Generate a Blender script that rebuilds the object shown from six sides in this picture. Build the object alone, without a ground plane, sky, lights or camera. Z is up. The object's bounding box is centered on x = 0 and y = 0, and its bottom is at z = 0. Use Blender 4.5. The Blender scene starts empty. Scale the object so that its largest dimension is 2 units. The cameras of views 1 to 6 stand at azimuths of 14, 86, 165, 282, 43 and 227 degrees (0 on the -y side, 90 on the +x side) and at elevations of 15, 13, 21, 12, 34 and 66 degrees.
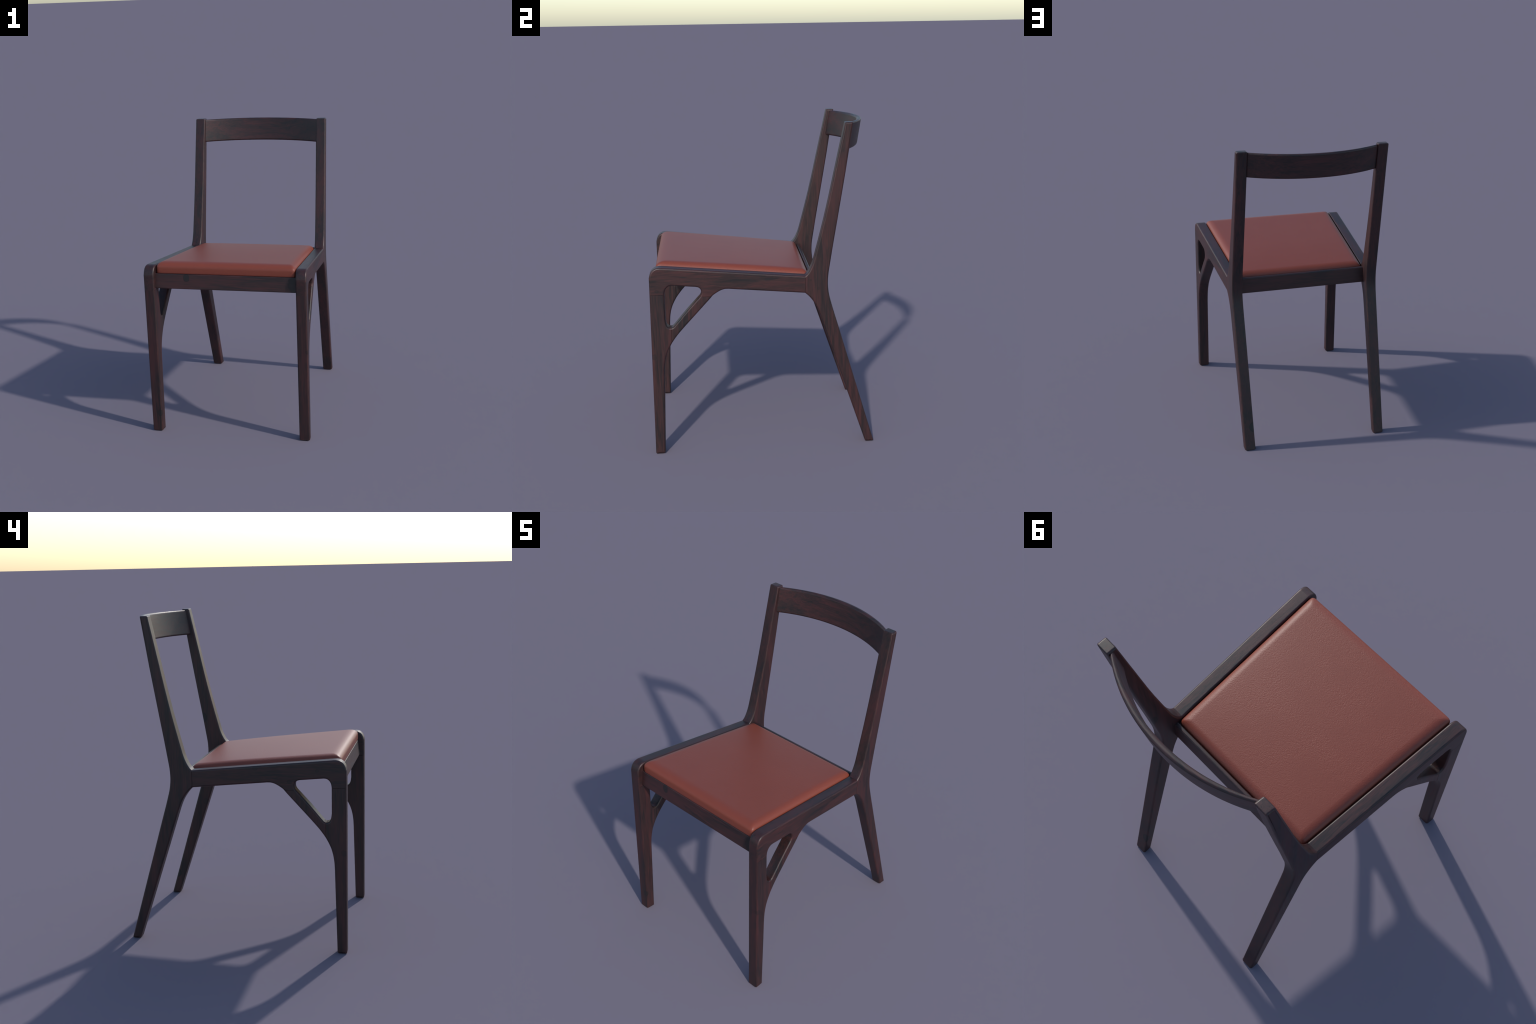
import bpy, bmesh, math
from mathutils import Vector
from mathutils.geometry import tessellate_polygon

# ------------------------------------------------------------------ frame
# Side frames are flat slabs 7 cm thick that converge towards the back.
CONV = 0.0488            # how fast the outer face runs in, per metre of depth
X_FRONT = 0.5495         # outer face at the front foot
GROW = 0.0020
SLAB = 0.0710            # slab thickness
SLOPE = -0.1012          # the seat falls towards the back


def outer_x(y):
    return X_FRONT - CONV * (y + 0.67)


def inner_x(y):
    return outer_x(y) - SLAB


def seat_plane(y):       # top line of the side rails
    return 1.084 + (y - 0.254) * SLOPE


# ------------------------------------------------------------------ helpers
def spline(pts, n=6):
    """Centripetal-like Catmull-Rom through the control points (open)."""
    P = [Vector(p) for p in pts]
    P = [P[0] * 2 - P[1]] + P + [P[-1] * 2 - P[-2]]
    out = []
    for i in range(1, len(P) - 2):
        p0, p1, p2, p3 = P[i - 1:i + 3]
        L = (p2 - p1).length
        m1 = (p2 - p0) / max((p2 - p0).length, 1e-6) * L
        m2 = (p3 - p1) / max((p3 - p1).length, 1e-6) * L
        for j in range(n):
            t = j / n
            h = (2*t**3 - 3*t*t + 1, t**3 - 2*t*t + t, -2*t**3 + 3*t*t, t**3 - t*t)
            out.append(p1 * h[0] + m1 * h[1] + p2 * h[2] + m2 * h[3])
    out.append(P[-2].copy())
    return [tuple(p) for p in out]


def fillet(prev, corner, nxt, r, n=5):
    """Round one corner of an outline with an arc-like quadratic blend."""
    c = Vector(corner)
    a = c + (Vector(prev) - c).normalized() * r
    b = c + (Vector(nxt) - c).normalized() * r
    out = []
    for j in range(n + 1):
        t = j / n
        # rational quadratic, close to a circular arc for right angles
        w = (1 - t)**2, 2 * t * (1 - t) * 0.72, t * t
        s = sum(w)
        out.append(tuple((a * w[0] + c * w[1] + b * w[2]) / s))
    return out


def outline(items):
    """Join runs of points; drop doubles."""
    pts = []
    for p in items:
        if not pts or (Vector(p) - Vector(pts[-1])).length > 5e-4:
            pts.append(tuple(p))
    if (Vector(pts[0]) - Vector(pts[-1])).length < 5e-4:
        pts.pop()
    return pts


def area(pts):
    return 0.5 * sum(pts[i - 1][0] * pts[i][1] - pts[i][0] * pts[i - 1][1]
                     for i in range(len(pts)))


def inset(pts, amounts):
    """Move every edge i (pts[i]->pts[i+1]) of a CCW outline inwards."""
    n = len(pts)
    out = []
    for i in range(n):
        p = Vector(pts[i])
        d0 = (p - Vector(pts[i - 1])).normalized()
        d1 = (Vector(pts[(i + 1) % n]) - p).normalized()
        n0 = Vector((-d0.y, d0.x))
        n1 = Vector((-d1.y, d1.x))
        a0, a1 = amounts[i - 1], amounts[i]
        det = n0.x * n1.y - n0.y * n1.x
        if abs(det) < 0.12:
            m = (n0 + n1).normalized()
            q = p + m * (a0 + a1) / 2 / max(m.dot(n0), 0.5)
        else:
            q = p + Vector(((a0 * n1.y - a1 * n0.y) / det,
                            (n0.x * a1 - n1.x * a0) / det))
        out.append(q)
    return out


def finish(name, bm, mat, parent, sharp=38):
    bmesh.ops.recalc_face_normals(bm, faces=bm.faces)
    for f in bm.faces:
        f.smooth = True
    for e in bm.edges:
        if len(e.link_faces) == 2 and e.calc_face_angle(0) > math.radians(sharp):
            e.smooth = False
    me = bpy.data.meshes.new(name)
    bm.to_mesh(me)
    bm.free()
    me.materials.append(mat)
    ob = bpy.data.objects.new(name, me)
    bpy.context.scene.collection.objects.link(ob)
    ob.parent = parent
    wn = ob.modifiers.new("weighted", 'WEIGHTED_NORMAL')
    wn.mode = 'FACE_AREA'
    wn.keep_sharp = True
    return ob


def slab(name, pts, seams, place, depth, mat, parent, r=0.0105, groove=0.0009, n=5):
    """Extrude an outline; round the rims; a joint edge gets a thin groove."""
    if area(pts) < 0:
        pts = pts[::-1]
    N = len(pts)
    rad = []
    for i in range(N):
        mid = (Vector(pts[i]) + Vector(pts[(i + 1) % N])) / 2
        rad.append(groove if any(s(mid) for s in seams) else r)
    grow = [0.0 if x == groove else -GROW for x in rad]
    pts = [tuple(p) for p in inset(pts, grow)]
    bm = bmesh.new()
    rings = []
    prof = [(1 - math.cos(a), r * (1 - math.sin(a)))
            for a in [math.pi / 2 * j / n for j in range(n, -1, -1)]]
    levels = [(f, t) for f, t in prof] + [(f, depth - t) for f, t in prof[::-1]]
    for f, t in levels:
        q = inset(pts, [x * f for x in rad])
        rings.append([bm.verts.new(place(p.x, p.y, t)) for p in q])
    for a, b in zip(rings, rings[1:]):
        for i in range(N):
            j = (i + 1) % N
            bm.faces.new((a[i], a[j], b[j], b[i]))
    for ring in (rings[0], rings[-1]):
        flat = [Vector((v.co.y, v.co.z, 0)) for v in ring]
        for tri in tessellate_polygon([flat]):
            bm.faces.new([ring[i] for i in tri])
    return finish(name, bm, mat, parent)


def frame_place(sign):
    return lambda y, z, t: (sign * (outer_x(y) - t), y, z)


# ------------------------------------------------------------------ materials
def wood_material(name, grain, knots=(), seed=0.0):
    """Dark rosewood, streaks along `grain` (0 x, 1 y, 2 z), round dark knots."""
    mat = bpy.data.materials.new(name)
    mat.use_nodes = True
    nt = mat.node_tree
    N, L = nt.nodes, nt.links
    bsdf = N["Principled BSDF"]
    tc = N.new("ShaderNodeTexCoord")

    def mapping(along, across, off):
        m = N.new("ShaderNodeMapping")
        s = [across] * 3
        s[grain] = along
        m.inputs["Scale"].default_value = s
        m.inputs["Location"].default_value = (off, off * 1.7 + seed, off * 0.6 - seed)
        L.new(tc.outputs["Object"], m.inputs["Vector"])
        return m

    def noise(m, detail=4, dist=0.0, rough=0.55, scale=1.0):
        t = N.new("ShaderNodeTexNoise")
        t.inputs["Scale"].default_value = scale
        t.inputs["Detail"].default_value = detail
        t.inputs["Roughness"].default_value = rough
        t.inputs["Distortion"].default_value = dist
        L.new(m.outputs[0], t.inputs["Vector"])
        return t.outputs["Fac"]

    def ramp(src, stops):
        c = N.new("ShaderNodeValToRGB")
        els = c.color_ramp.elements
        while len(els) < len(stops):
            els.new(0.5)
        for e, (p, col) in zip(els, stops):
            e.position = p
            e.color = (*col, 1)
        L.new(src, c.inputs[0])
        return c.outputs[0]

    def mix(fac, a, b, mode='MIX'):
        m = N.new("ShaderNodeMix")
        m.data_type = 'RGBA'
        m.blend_type = mode
        if isinstance(fac, float):
            m.inputs[0].default_value = fac
        else:
            L.new(fac, m.inputs[0])
        for s, i in ((a, 6), (b, 7)):
            if isinstance(s, tuple):
                m.inputs[i].default_value = (*s, 1)
            else:
                L.new(s, m.inputs[i])
        return m.outputs[2]

    def math_node(op, a, b=None, clamp=False):
        m = N.new("ShaderNodeMath")
        m.operation = op
        m.use_clamp = clamp
        for i, s in enumerate((a, b)):
            if s is None:
                continue
            if isinstance(s, (int, float)):
                m.inputs[i].default_value = s
            else:
                L.new(s, m.inputs[i])
        return m.outputs[0]

    broad = noise(mapping(1.6, 14.0, 3.1), 3, 0.5)
    streak = noise(mapping(5.0, 75.0, 7.7), 5, 1.1, 0.65)
    fine = noise(mapping(9.0, 260.0, 1.3), 3, 0.0, 0.6)

    base = ramp(math_node('ADD', math_node('MULTIPLY', broad, 0.40),
                          math_node('MULTIPLY', streak, 0.60)),
                [(0.39, WOOD_DARK), (0.485, WOOD_MID), (0.60, WOOD_RED)])
    pores = ramp(fine, [(0.36, (0.70, 0.70, 0.72)), (0.56, (1, 1, 1))])
    col = mix(0.75, base, pores, 'MULTIPLY')

    for (cx, cy, cz), size, stretch, *depth in knots:
        depth = depth[0] if depth else 0.5
        sub = N.new("ShaderNodeVectorMath")
        sub.operation = 'SUBTRACT'
        L.new(tc.outputs["Object"], sub.inputs[0])
        sub.inputs[1].default_value = (cx, cy, cz)
        mul = N.new("ShaderNodeVectorMath")
        mul.operation = 'MULTIPLY'
        sc = [1 / size] * 3
        sc[grain] = 1 / (size * stretch)
        mul.inputs[1].default_value = sc
        L.new(sub.outputs[0], mul.inputs[0])
        ln = N.new("ShaderNodeVectorMath")
        ln.operation = 'LENGTH'
        L.new(mul.outputs[0], ln.inputs[0])
        wob = noise(mapping(30, 30, 5.5), 2, 0.0)
        d = math_node('ADD', ln.outputs["Value"],
                      math_node('MULTIPLY', math_node('SUBTRACT', wob, 0.5), 0.5))
        shade = ramp(d, [(0.0, (0.004, 0.004, 0.004)), (0.16, WOOD_KNOT),
                         (0.60, WOOD_KNOT), (0.82, (0.005, 0.004, 0.004)),
                         (0.90, WOOD_MID)])
        mask = ramp(d, [(0.0, (depth,) * 3), (0.84, (depth,) * 3), (0.97, (0, 0, 0))])
        col = mix(mask, col, shade)

    L.new(col, bsdf.inputs["Base Color"])
    rgh = N.new("ShaderNodeMapRange")
    L.new(streak, rgh.inputs[0])
    rgh.inputs[1].default_value = 0.3
    rgh.inputs[2].default_value = 0.7
    rgh.inputs[3].default_value = 0.40
    rgh.inputs[4].default_value = 0.50
    L.new(rgh.outputs[0], bsdf.inputs["Roughness"])
    bsdf.inputs["Specular IOR Level"].default_value = 0.5
    bump = N.new("ShaderNodeBump")
    bump.inputs["Strength"].default_value = 0.12
    bump.inputs["Distance"].default_value = 0.0015
    L.new(fine, bump.inputs["Height"])
    L.new(bump.outputs[0], bsdf.inputs["Normal"])
    return mat


def leather_material():
    mat = bpy.data.materials.new("saddle_leather")
    mat.use_nodes = True
    nt = mat.node_tree
    N, L = nt.nodes, nt.links
    bsdf = N["Principled BSDF"]
    tc = N.new("ShaderNodeTexCoord")
    warp = N.new("ShaderNodeTexNoise")
    warp.inputs["Scale"].default_value = 22
    warp.inputs["Detail"].default_value = 2
    L.new(tc.outputs["Object"], warp.inputs["Vector"])
    add = N.new("ShaderNodeVectorMath")
    add.operation = 'MULTIPLY_ADD'
    L.new(warp.outputs["Color"], add.inputs[0])
    add.inputs[1].default_value = (0.018, 0.018, 0.018)
    L.new(tc.outputs["Object"], add.inputs[2])
    vor = N.new("ShaderNodeTexVoronoi")
    vor.feature = 'F1'
    vor.inputs["Scale"].default_value = 185
    L.new(add.outputs[0], vor.inputs["Vector"])
    crease = N.new("ShaderNodeTexNoise")
    crease.inputs["Scale"].default_value = 110
    crease.inputs["Detail"].default_value = 4
    L.new(tc.outputs["Object"], crease.inputs["Vector"])
    big = N.new("ShaderNodeTexNoise")
    big.inputs["Scale"].default_value = 5
    big.inputs["Detail"].default_value = 3
    L.new(tc.outputs["Object"], big.inputs["Vector"])
    cr = N.new("ShaderNodeValToRGB")
    cr.color_ramp.elements[0].position = 0.3
    cr.color_ramp.elements[0].color = (*[c * 0.98 for c in LEATHER], 1)
    cr.color_ramp.elements[1].position = 0.7
    cr.color_ramp.elements[1].color = (*[c * 1.02 for c in LEATHER], 1)
    L.new(big.outputs["Fac"], cr.inputs[0])
    L.new(cr.outputs[0], bsdf.inputs["Base Color"])
    bsdf.inputs["Roughness"].default_value = 0.485
    bsdf.inputs["Specular IOR Level"].default_value = 0.5
    # the grain is deeper in some patches than in others
    strength = N.new("ShaderNodeMapRange")
    L.new(big.outputs["Fac"], strength.inputs[0])
    strength.inputs[1].default_value = 0.35
    strength.inputs[2].default_value = 0.65
    strength.inputs[3].default_value = 0.12
    strength.inputs[4].default_value = 0.30
    hgt = N.new("ShaderNodeMath")
    hgt.operation = 'MULTIPLY_ADD'
    L.new(crease.outputs["Fac"], hgt.inputs[0])
    hgt.inputs[1].default_value = 0.8
    L.new(vor.outputs["Distance"], hgt.inputs[2])
    bump = N.new("ShaderNodeBump")
    bump.invert = True
    bump.inputs["Distance"].default_value = 0.0018
    L.new(strength.outputs[0], bump.inputs["Strength"])
    L.new(hgt.outputs[0], bump.inputs["Height"])
    L.new(bump.outputs[0], bsdf.inputs["Normal"])
    return mat


WOOD_DARK = (0.0130, 0.0100, 0.0110)
WOOD_MID = (0.0320, 0.0138, 0.0138)
WOOD_RED = (0.0540, 0.0165, 0.0165)
WOOD_KNOT = (0.0085, 0.0090, 0.0095)
LEATHER = (0.204, 0.043, 0.0235)

wood_front_leg = wood_material("rosewood_front_leg", 2, [
    ((0.541, -0.663, 0.623), 0.020, 1.2), ((-0.541, -0.661, 0.621), 0.020, 1.2),
    ((-0.492, -0.674, 0.133), 0.020, 1.4, 0.8)], 0.0)
wood_rail = wood_material("rosewood_side_rail", 1, [
    ((0.539, -0.634, 1.030), 0.016, 1.3), ((-0.533, -0.505, 1.107), 0.016, 1.2),
    ((-0.525, -0.342, 1.037), 0.017, 1.2), ((-0.515, -0.138, 1.110), 0.016, 1.5)], 2.0)
wood_brace = wood_material("rosewood_brace", 2, [], 4.0)
wood_back_leg = wood_material("rosewood_back_leg", 2, [
    ((0.492, 0.333, 1.007), 0.014, 1.3), ((0.494, 0.287, 1.060), 0.012, 1.3),
    ((0.485, 0.483, 1.837), 0.012, 1.5), ((0.428, 0.419, 0.671), 0.022, 1.3),
    ((-0.486, 0.465, 1.630), 0.012, 1.3), ((0.420, 0.420, 1.264), 0.034, 1.2, 1.0),
    ((0.420, 0.640, 0.150), 0.032, 1.3, 1.0), ((0.465, 0.526, 2.000), 0.018, 1.0, 0.7)], 6.0)
wood_cross = wood_material("rosewood_cross_rail", 0, [
    ((-0.262, -0.645, 1.096), 0.031, 0.8, 0.85), ((0.480, -0.645, 1.068), 0.066, 1.0, 0.7),
    ((-0.026, 0.610, 1.922), 0.013, 1.2)], 8.0)
leather = leather_material()

# ------------------------------------------------------------------ chair
chair = bpy.data.objects.new("wooden_chair", None)
bpy.context.scene.collection.objects.link(chair)
chair["label"] = "dark rosewood dining chair with padded reddish brown leather seat"
chair["category"] = "chair"

# Joints between the pieces of a side frame
Z_JOINT = 1.009          # front leg under the rail
Z_BRACE = 0.986          # brace under the rail
Y_BRACE = -0.556         # brace against the front leg
Y_BACK = 0.254           # rail against the back leg

seam_leg = lambda m: abs(m.y - Z_JOINT) < 4e-4
seam_brace_top = lambda m: abs(m.y - Z_BRACE) < 4e-4
seam_brace_leg = lambda m: abs(m.x - Y_BRACE) < 4e-4
seam_back = lambda m: abs(m.x - Y_BACK) < 4e-4

FOOT_F, FOOT_B = (-0.6760, 0.0020), (-0.6225, 0.0020)
front_leg_outline = outline(
    [(-0.6755, Z_JOINT)]
    + fillet((-0.6755, 0.5), FOOT_F, FOOT_B, 0.004, 3)
    + fillet(FOOT_F, FOOT_B, (-0.610, 0.4), 0.004, 3)
    + [(-0.6105, 0.430)]
    + spline([(-0.6085, 0.510), (-0.6060, 0.555), (-0.6000, 0.598), (-0.5890, 0.640),
              (-0.5745, 0.674), (Y_BRACE, 0.708)], 5)
    + spline([(Y_BRACE, 0.799), (-0.5670, 0.800), (-0.5780, 0.807), (-0.5870, 0.824),
              (-0.5920, 0.855)], 5)
    + [(-0.5920, Z_JOINT)])

rail_outline = outline(
    [(-0.6755, Z_JOINT), (-0.6755, 1.100)]
    + spline([(-0.6755, 1.112), (-0.6690, 1.135), (-0.6575, 1.154), (-0.6410, 1.166),
              (-0.6200, 1.171), (-0.6040, seat_plane(-0.604))], 5)
    + [(Y_BACK, seat_plane(Y_BACK)), (Y_BACK, 0.983)]
    + spline([(-0.2080, 1.029), (-0.2320, 1.0285), (-0.2560, 1.0215), (-0.2810, 1.008),
              (-0.3030, 0.993), (-0.3095, Z_BRACE)], 5)
    + spline([(-0.3790, Z_BRACE), (-0.3715, 1.000), (-0.3695, 1.015), (-0.3735, 1.032),
              (-0.3850, 1.044), (-0.4020, 1.0495)], 5)
    + spline([(-0.5440, 1.0635), (-0.5600, 1.0615), (-0.5755, 1.052), (-0.5870, 1.034),
              (-0.5920, Z_JOINT)], 5))

brace_outline = outline(
    [(-0.3790, Z_BRACE), (-0.3095, Z_BRACE), (-0.3260, 0.967)]
    + spline([(-0.4630, 0.821), (-0.5070, 0.7725), (-0.5335, 0.740), (Y_BRACE, 0.708)], 5)
    + spline([(Y_BRACE, 0.799), (-0.5475, 0.8015), (-0.5380, 0.8090)], 4)
    + [(-0.4610, 0.8985)])

# back leg and post in one piece
RF, RB = (0.6290, 0.0020), (0.6780, 0.0020)
TF, TB = (0.4985, 1.9980), (0.5425, 1.9980)
back_leg_outline = outline(
    spline([(Y_BACK, 0.983), (0.2780, 0.961), (0.3030, 0.930), (0.3250, 0.893),
            (0.3430, 0.850), (0.3585, 0.805)], 5)
    + fillet((0.3585, 0.805), RF, RB, 0.004, 3)
    + fillet(RF, RB, (0.4485, 0.785), 0.004, 3)
    + spline([(0.4485, 0.785), (0.4260, 0.860), (0.4075, 0.926), (0.3970, 0.970),
              (0.3920, 1.010), (0.3910, 1.045), (0.3940, 1.092), (0.4045, 1.160),
              (0.4240, 1.280), (0.4480, 1.419)], 6)
    + [(0.4980, 1.714)]
    + fillet((0.4980, 1.714), TB, TF, 0.004, 3)
    + fillet(TB, TF, (0.4000, 1.543), 0.004, 3)
    + [(0.4000, 1.543)]
    + spline([(0.3745, 1.434), (0.3490, 1.333), (0.3225, 1.232), (0.3055, 1.170),
              (0.2890, 1.130), (0.2715, 1.101), (Y_BACK, seat_plane(Y_BACK))], 6))

for sign in (1, -1):
    place = frame_place(sign)
    slab("front_leg", front_leg_outline, [seam_leg, seam_brace_leg], place, SLAB,
         wood_front_leg, chair)
    slab("side_rail", rail_outline, [seam_leg, seam_brace_top, seam_back], place, SLAB,
         wood_rail, chair)
    slab("corner_brace", brace_outline, [seam_brace_top, seam_brace_leg], place, SLAB,
         wood_brace, chair)
    slab("back_leg", back_leg_outline, [seam_back], place, SLAB,
         wood_back_leg, chair)


def cross_rail(name, corners, r):
    """A straight rail between the side frames; (y, z) section, rounded."""
    n = len(corners)
    sec = []
    for i in range(n):
        sec += fillet(corners[i - 1], corners[i], corners[(i + 1) % n], r, 5)
    bm = bmesh.new()
    rings = []
    steps = 8
    for s in range(steps + 1):
        w = -1 + 2 * s / steps
        rings.append([bm.verts.new((w * (inner_x(y) + 0.002), y, z)) for y, z in sec])
    for a, b in zip(rings, rings[1:]):
        for i in range(len(sec)):
            j = (i + 1) % len(sec)
            bm.faces.new((a[i], a[j], b[j], b[i]))
    bm.faces.new(rings[0])
    bm.faces.new(rings[-1][::-1])
    return finish(name, bm, wood_cross, chair)


cross_rail("front_apron", [(-0.6400, 1.1195), (-0.6512, 1.018), (-0.6192, 1.015),
                           (-0.6080, 1.1165)], 0.006)
cross_rail("back_apron", [(0.2860, 1.0815), (0.3080, 1.0800), (0.3150, 0.974), (0.2830, 0.974)][::-1], 0.007)

# ------------------------------------------------------------------ backrest
def backrest():
    """Two arcs, front and back: the board is thickest in the middle."""
    z_top, z_bot, lean = 1.9920, 1.8285, 0.165
    end_front, end_back, mid_front, mid_back = 0.5140, 0.5340, 0.6270, 0.6560
    half = inner_x(0.51) + 0.002

    def arc(x, end, mid):
        sag = mid - end
        R = (half * half + sag * sag) / (2 * sag)
        return mid - R + math.sqrt(R * R - x * x)

    rect = [(0, z_top), (0, z_bot), (1, z_bot), (1, z_top)]
    T = mid_back - mid_front
    rect = [(w * T, z) for w, z in rect]
    sec = []
    for i in range(4):
        sec += fillet(rect[i - 1], rect[i], rect[(i + 1) % 4], 0.0125, 7)
    bm = bmesh.new()
    rings = []
    steps = 72
    for s in range(steps + 1):
        x = half * math.sin(math.pi / 2 * 0.8 * (-1 + 2 * s / steps)) / math.sin(math.pi / 2 * 0.8)
        yf, yb = arc(x, end_front, mid_front), arc(x, end_back, mid_back)
        rings.append([bm.verts.new((x, yf + (yb - yf) * w / T + lean * (z - z_top), z))
                      for w, z in sec])
    for a, b in zip(rings, rings[1:]):
        for i in range(len(sec)):
            j = (i + 1) % len(sec)
            bm.faces.new((a[i], a[j], b[j], b[i]))
    bm.faces.new(rings[0])
    bm.faces.new(rings[-1][::-1])
    return finish("backrest_rail", bm, wood_cross, chair)


backrest()

# ------------------------------------------------------------------ cushion
def cushion():
    y0, y1 = -0.6400, 0.2825
    gap = 0.0022
    r_side, r_front, r_back = 0.057, 0.073, 0.045
    p = 6.0
    low, rise, crown = -0.022, 0.044, 0.003

    def stations(length, ra, rb, n_edge=14, n_mid=36):
        a = [ra * (1 - math.cos(math.pi / 2 * i / n_edge)) for i in range(n_edge)]
        b = [length - rb * (1 - math.cos(math.pi / 2 * i / n_edge)) for i in range(n_edge)][::-1]
        m = [ra + (length - ra - rb) * i / n_mid for i in range(n_mid + 1)]
        return a + m + b

    bm = bmesh.new()
    V = stations(y1 - y0, r_front, r_back)
    W0 = 2 * (inner_x(y0) - gap)
    U = [u / W0 for u in stations(W0, r_side, r_side)]      # 0..1 across
    grid = []
    for v in V:
        row = []
        for u in U:
            half = inner_x(y0 + v) - gap
            W = 2 * half
            dx = min(u, 1 - u) * W
            ry, dy = (r_front, v) if v < (y1 - y0) / 2 else (r_back, y1 - y0 - v)
            a = max(0.0, 1 - dx / r_side)
            b = max(0.0, 1 - dy / ry)
            q = 0.0
            if a > 0 or b > 0:
                m = max(a, b)
                pn = (a**p + b**p) ** (1 / p)
                k = m / pn
                a2, b2 = a * k, b * k
                q = m
                if a > 0:
                    dx = (1 - a2) * r_side
                if b > 0:
                    dy = (1 - b2) * ry
            x = (-half + dx) if u < 0.5 else (half - dx)
            y = (y0 + dy) if v < (y1 - y0) / 2 else (y1 - dy)
            h = max(0.0, 1 - q**2.3) ** (1 / 2.3)
            cu = 1 - (2 * u - 1)**2
            cv = 1 - (2 * v / (y1 - y0) - 1)**2
            z = seat_plane(y) + low + rise * h + crown * math.sqrt(max(cu * cv, 0)) \
                + 0.0065 * math.sqrt(cu) * math.sin(math.pi * (v / (y1 - y0))**1.5)
            row.append(bm.verts.new((x, y, z)))
        grid.append(row)
    for i in range(len(V) - 1):
        for j in range(len(U) - 1):
            bm.faces.new((grid[i][j], grid[i][j + 1], grid[i + 1][j + 1], grid[i + 1][j]))
    # skirt down to the seat board
    n, m = len(V), len(U)
    rim = ([grid[0][j] for j in range(m)] + [grid[i][m - 1] for i in range(1, n)]
           + [grid[n - 1][j] for j in range(m - 2, -1, -1)]
           + [grid[i][0] for i in range(n - 2, 0, -1)])
    prev = rim
    for f, ins in ((0.35, 0.0), (0.75, 0.0), (0.95, 0.001), (1.0, 0.004)):
        new = []
        for v in rim:
            y = v.co.y
            bottom = seat_plane(y) - 0.0555
            z = v.co.z + (bottom - v.co.z) * f
            s = 1 - ins / 0.45
            new.append(bm.verts.new((v.co.x * s, -0.18 + (y + 0.18) * s, z)))
        for i in range(len(rim)):
            j = (i + 1) % len(rim)
            bm.faces.new((prev[i], prev[j], new[j], new[i]))
        prev = new
    bm.faces.new(prev)
    return finish("seat_cushion", bm, leather, chair, 60)


cushion()

# bake the shading modifiers so that the meshes stand alone
bpy.context.view_layer.update()
dg = bpy.context.evaluated_depsgraph_get()
for ob in list(bpy.context.scene.objects):
    if ob.type == 'MESH' and ob.modifiers:
        me = bpy.data.meshes.new_from_object(ob.evaluated_get(dg))
        me.name = ob.name
        ob.modifiers.clear()
        ob.data = me
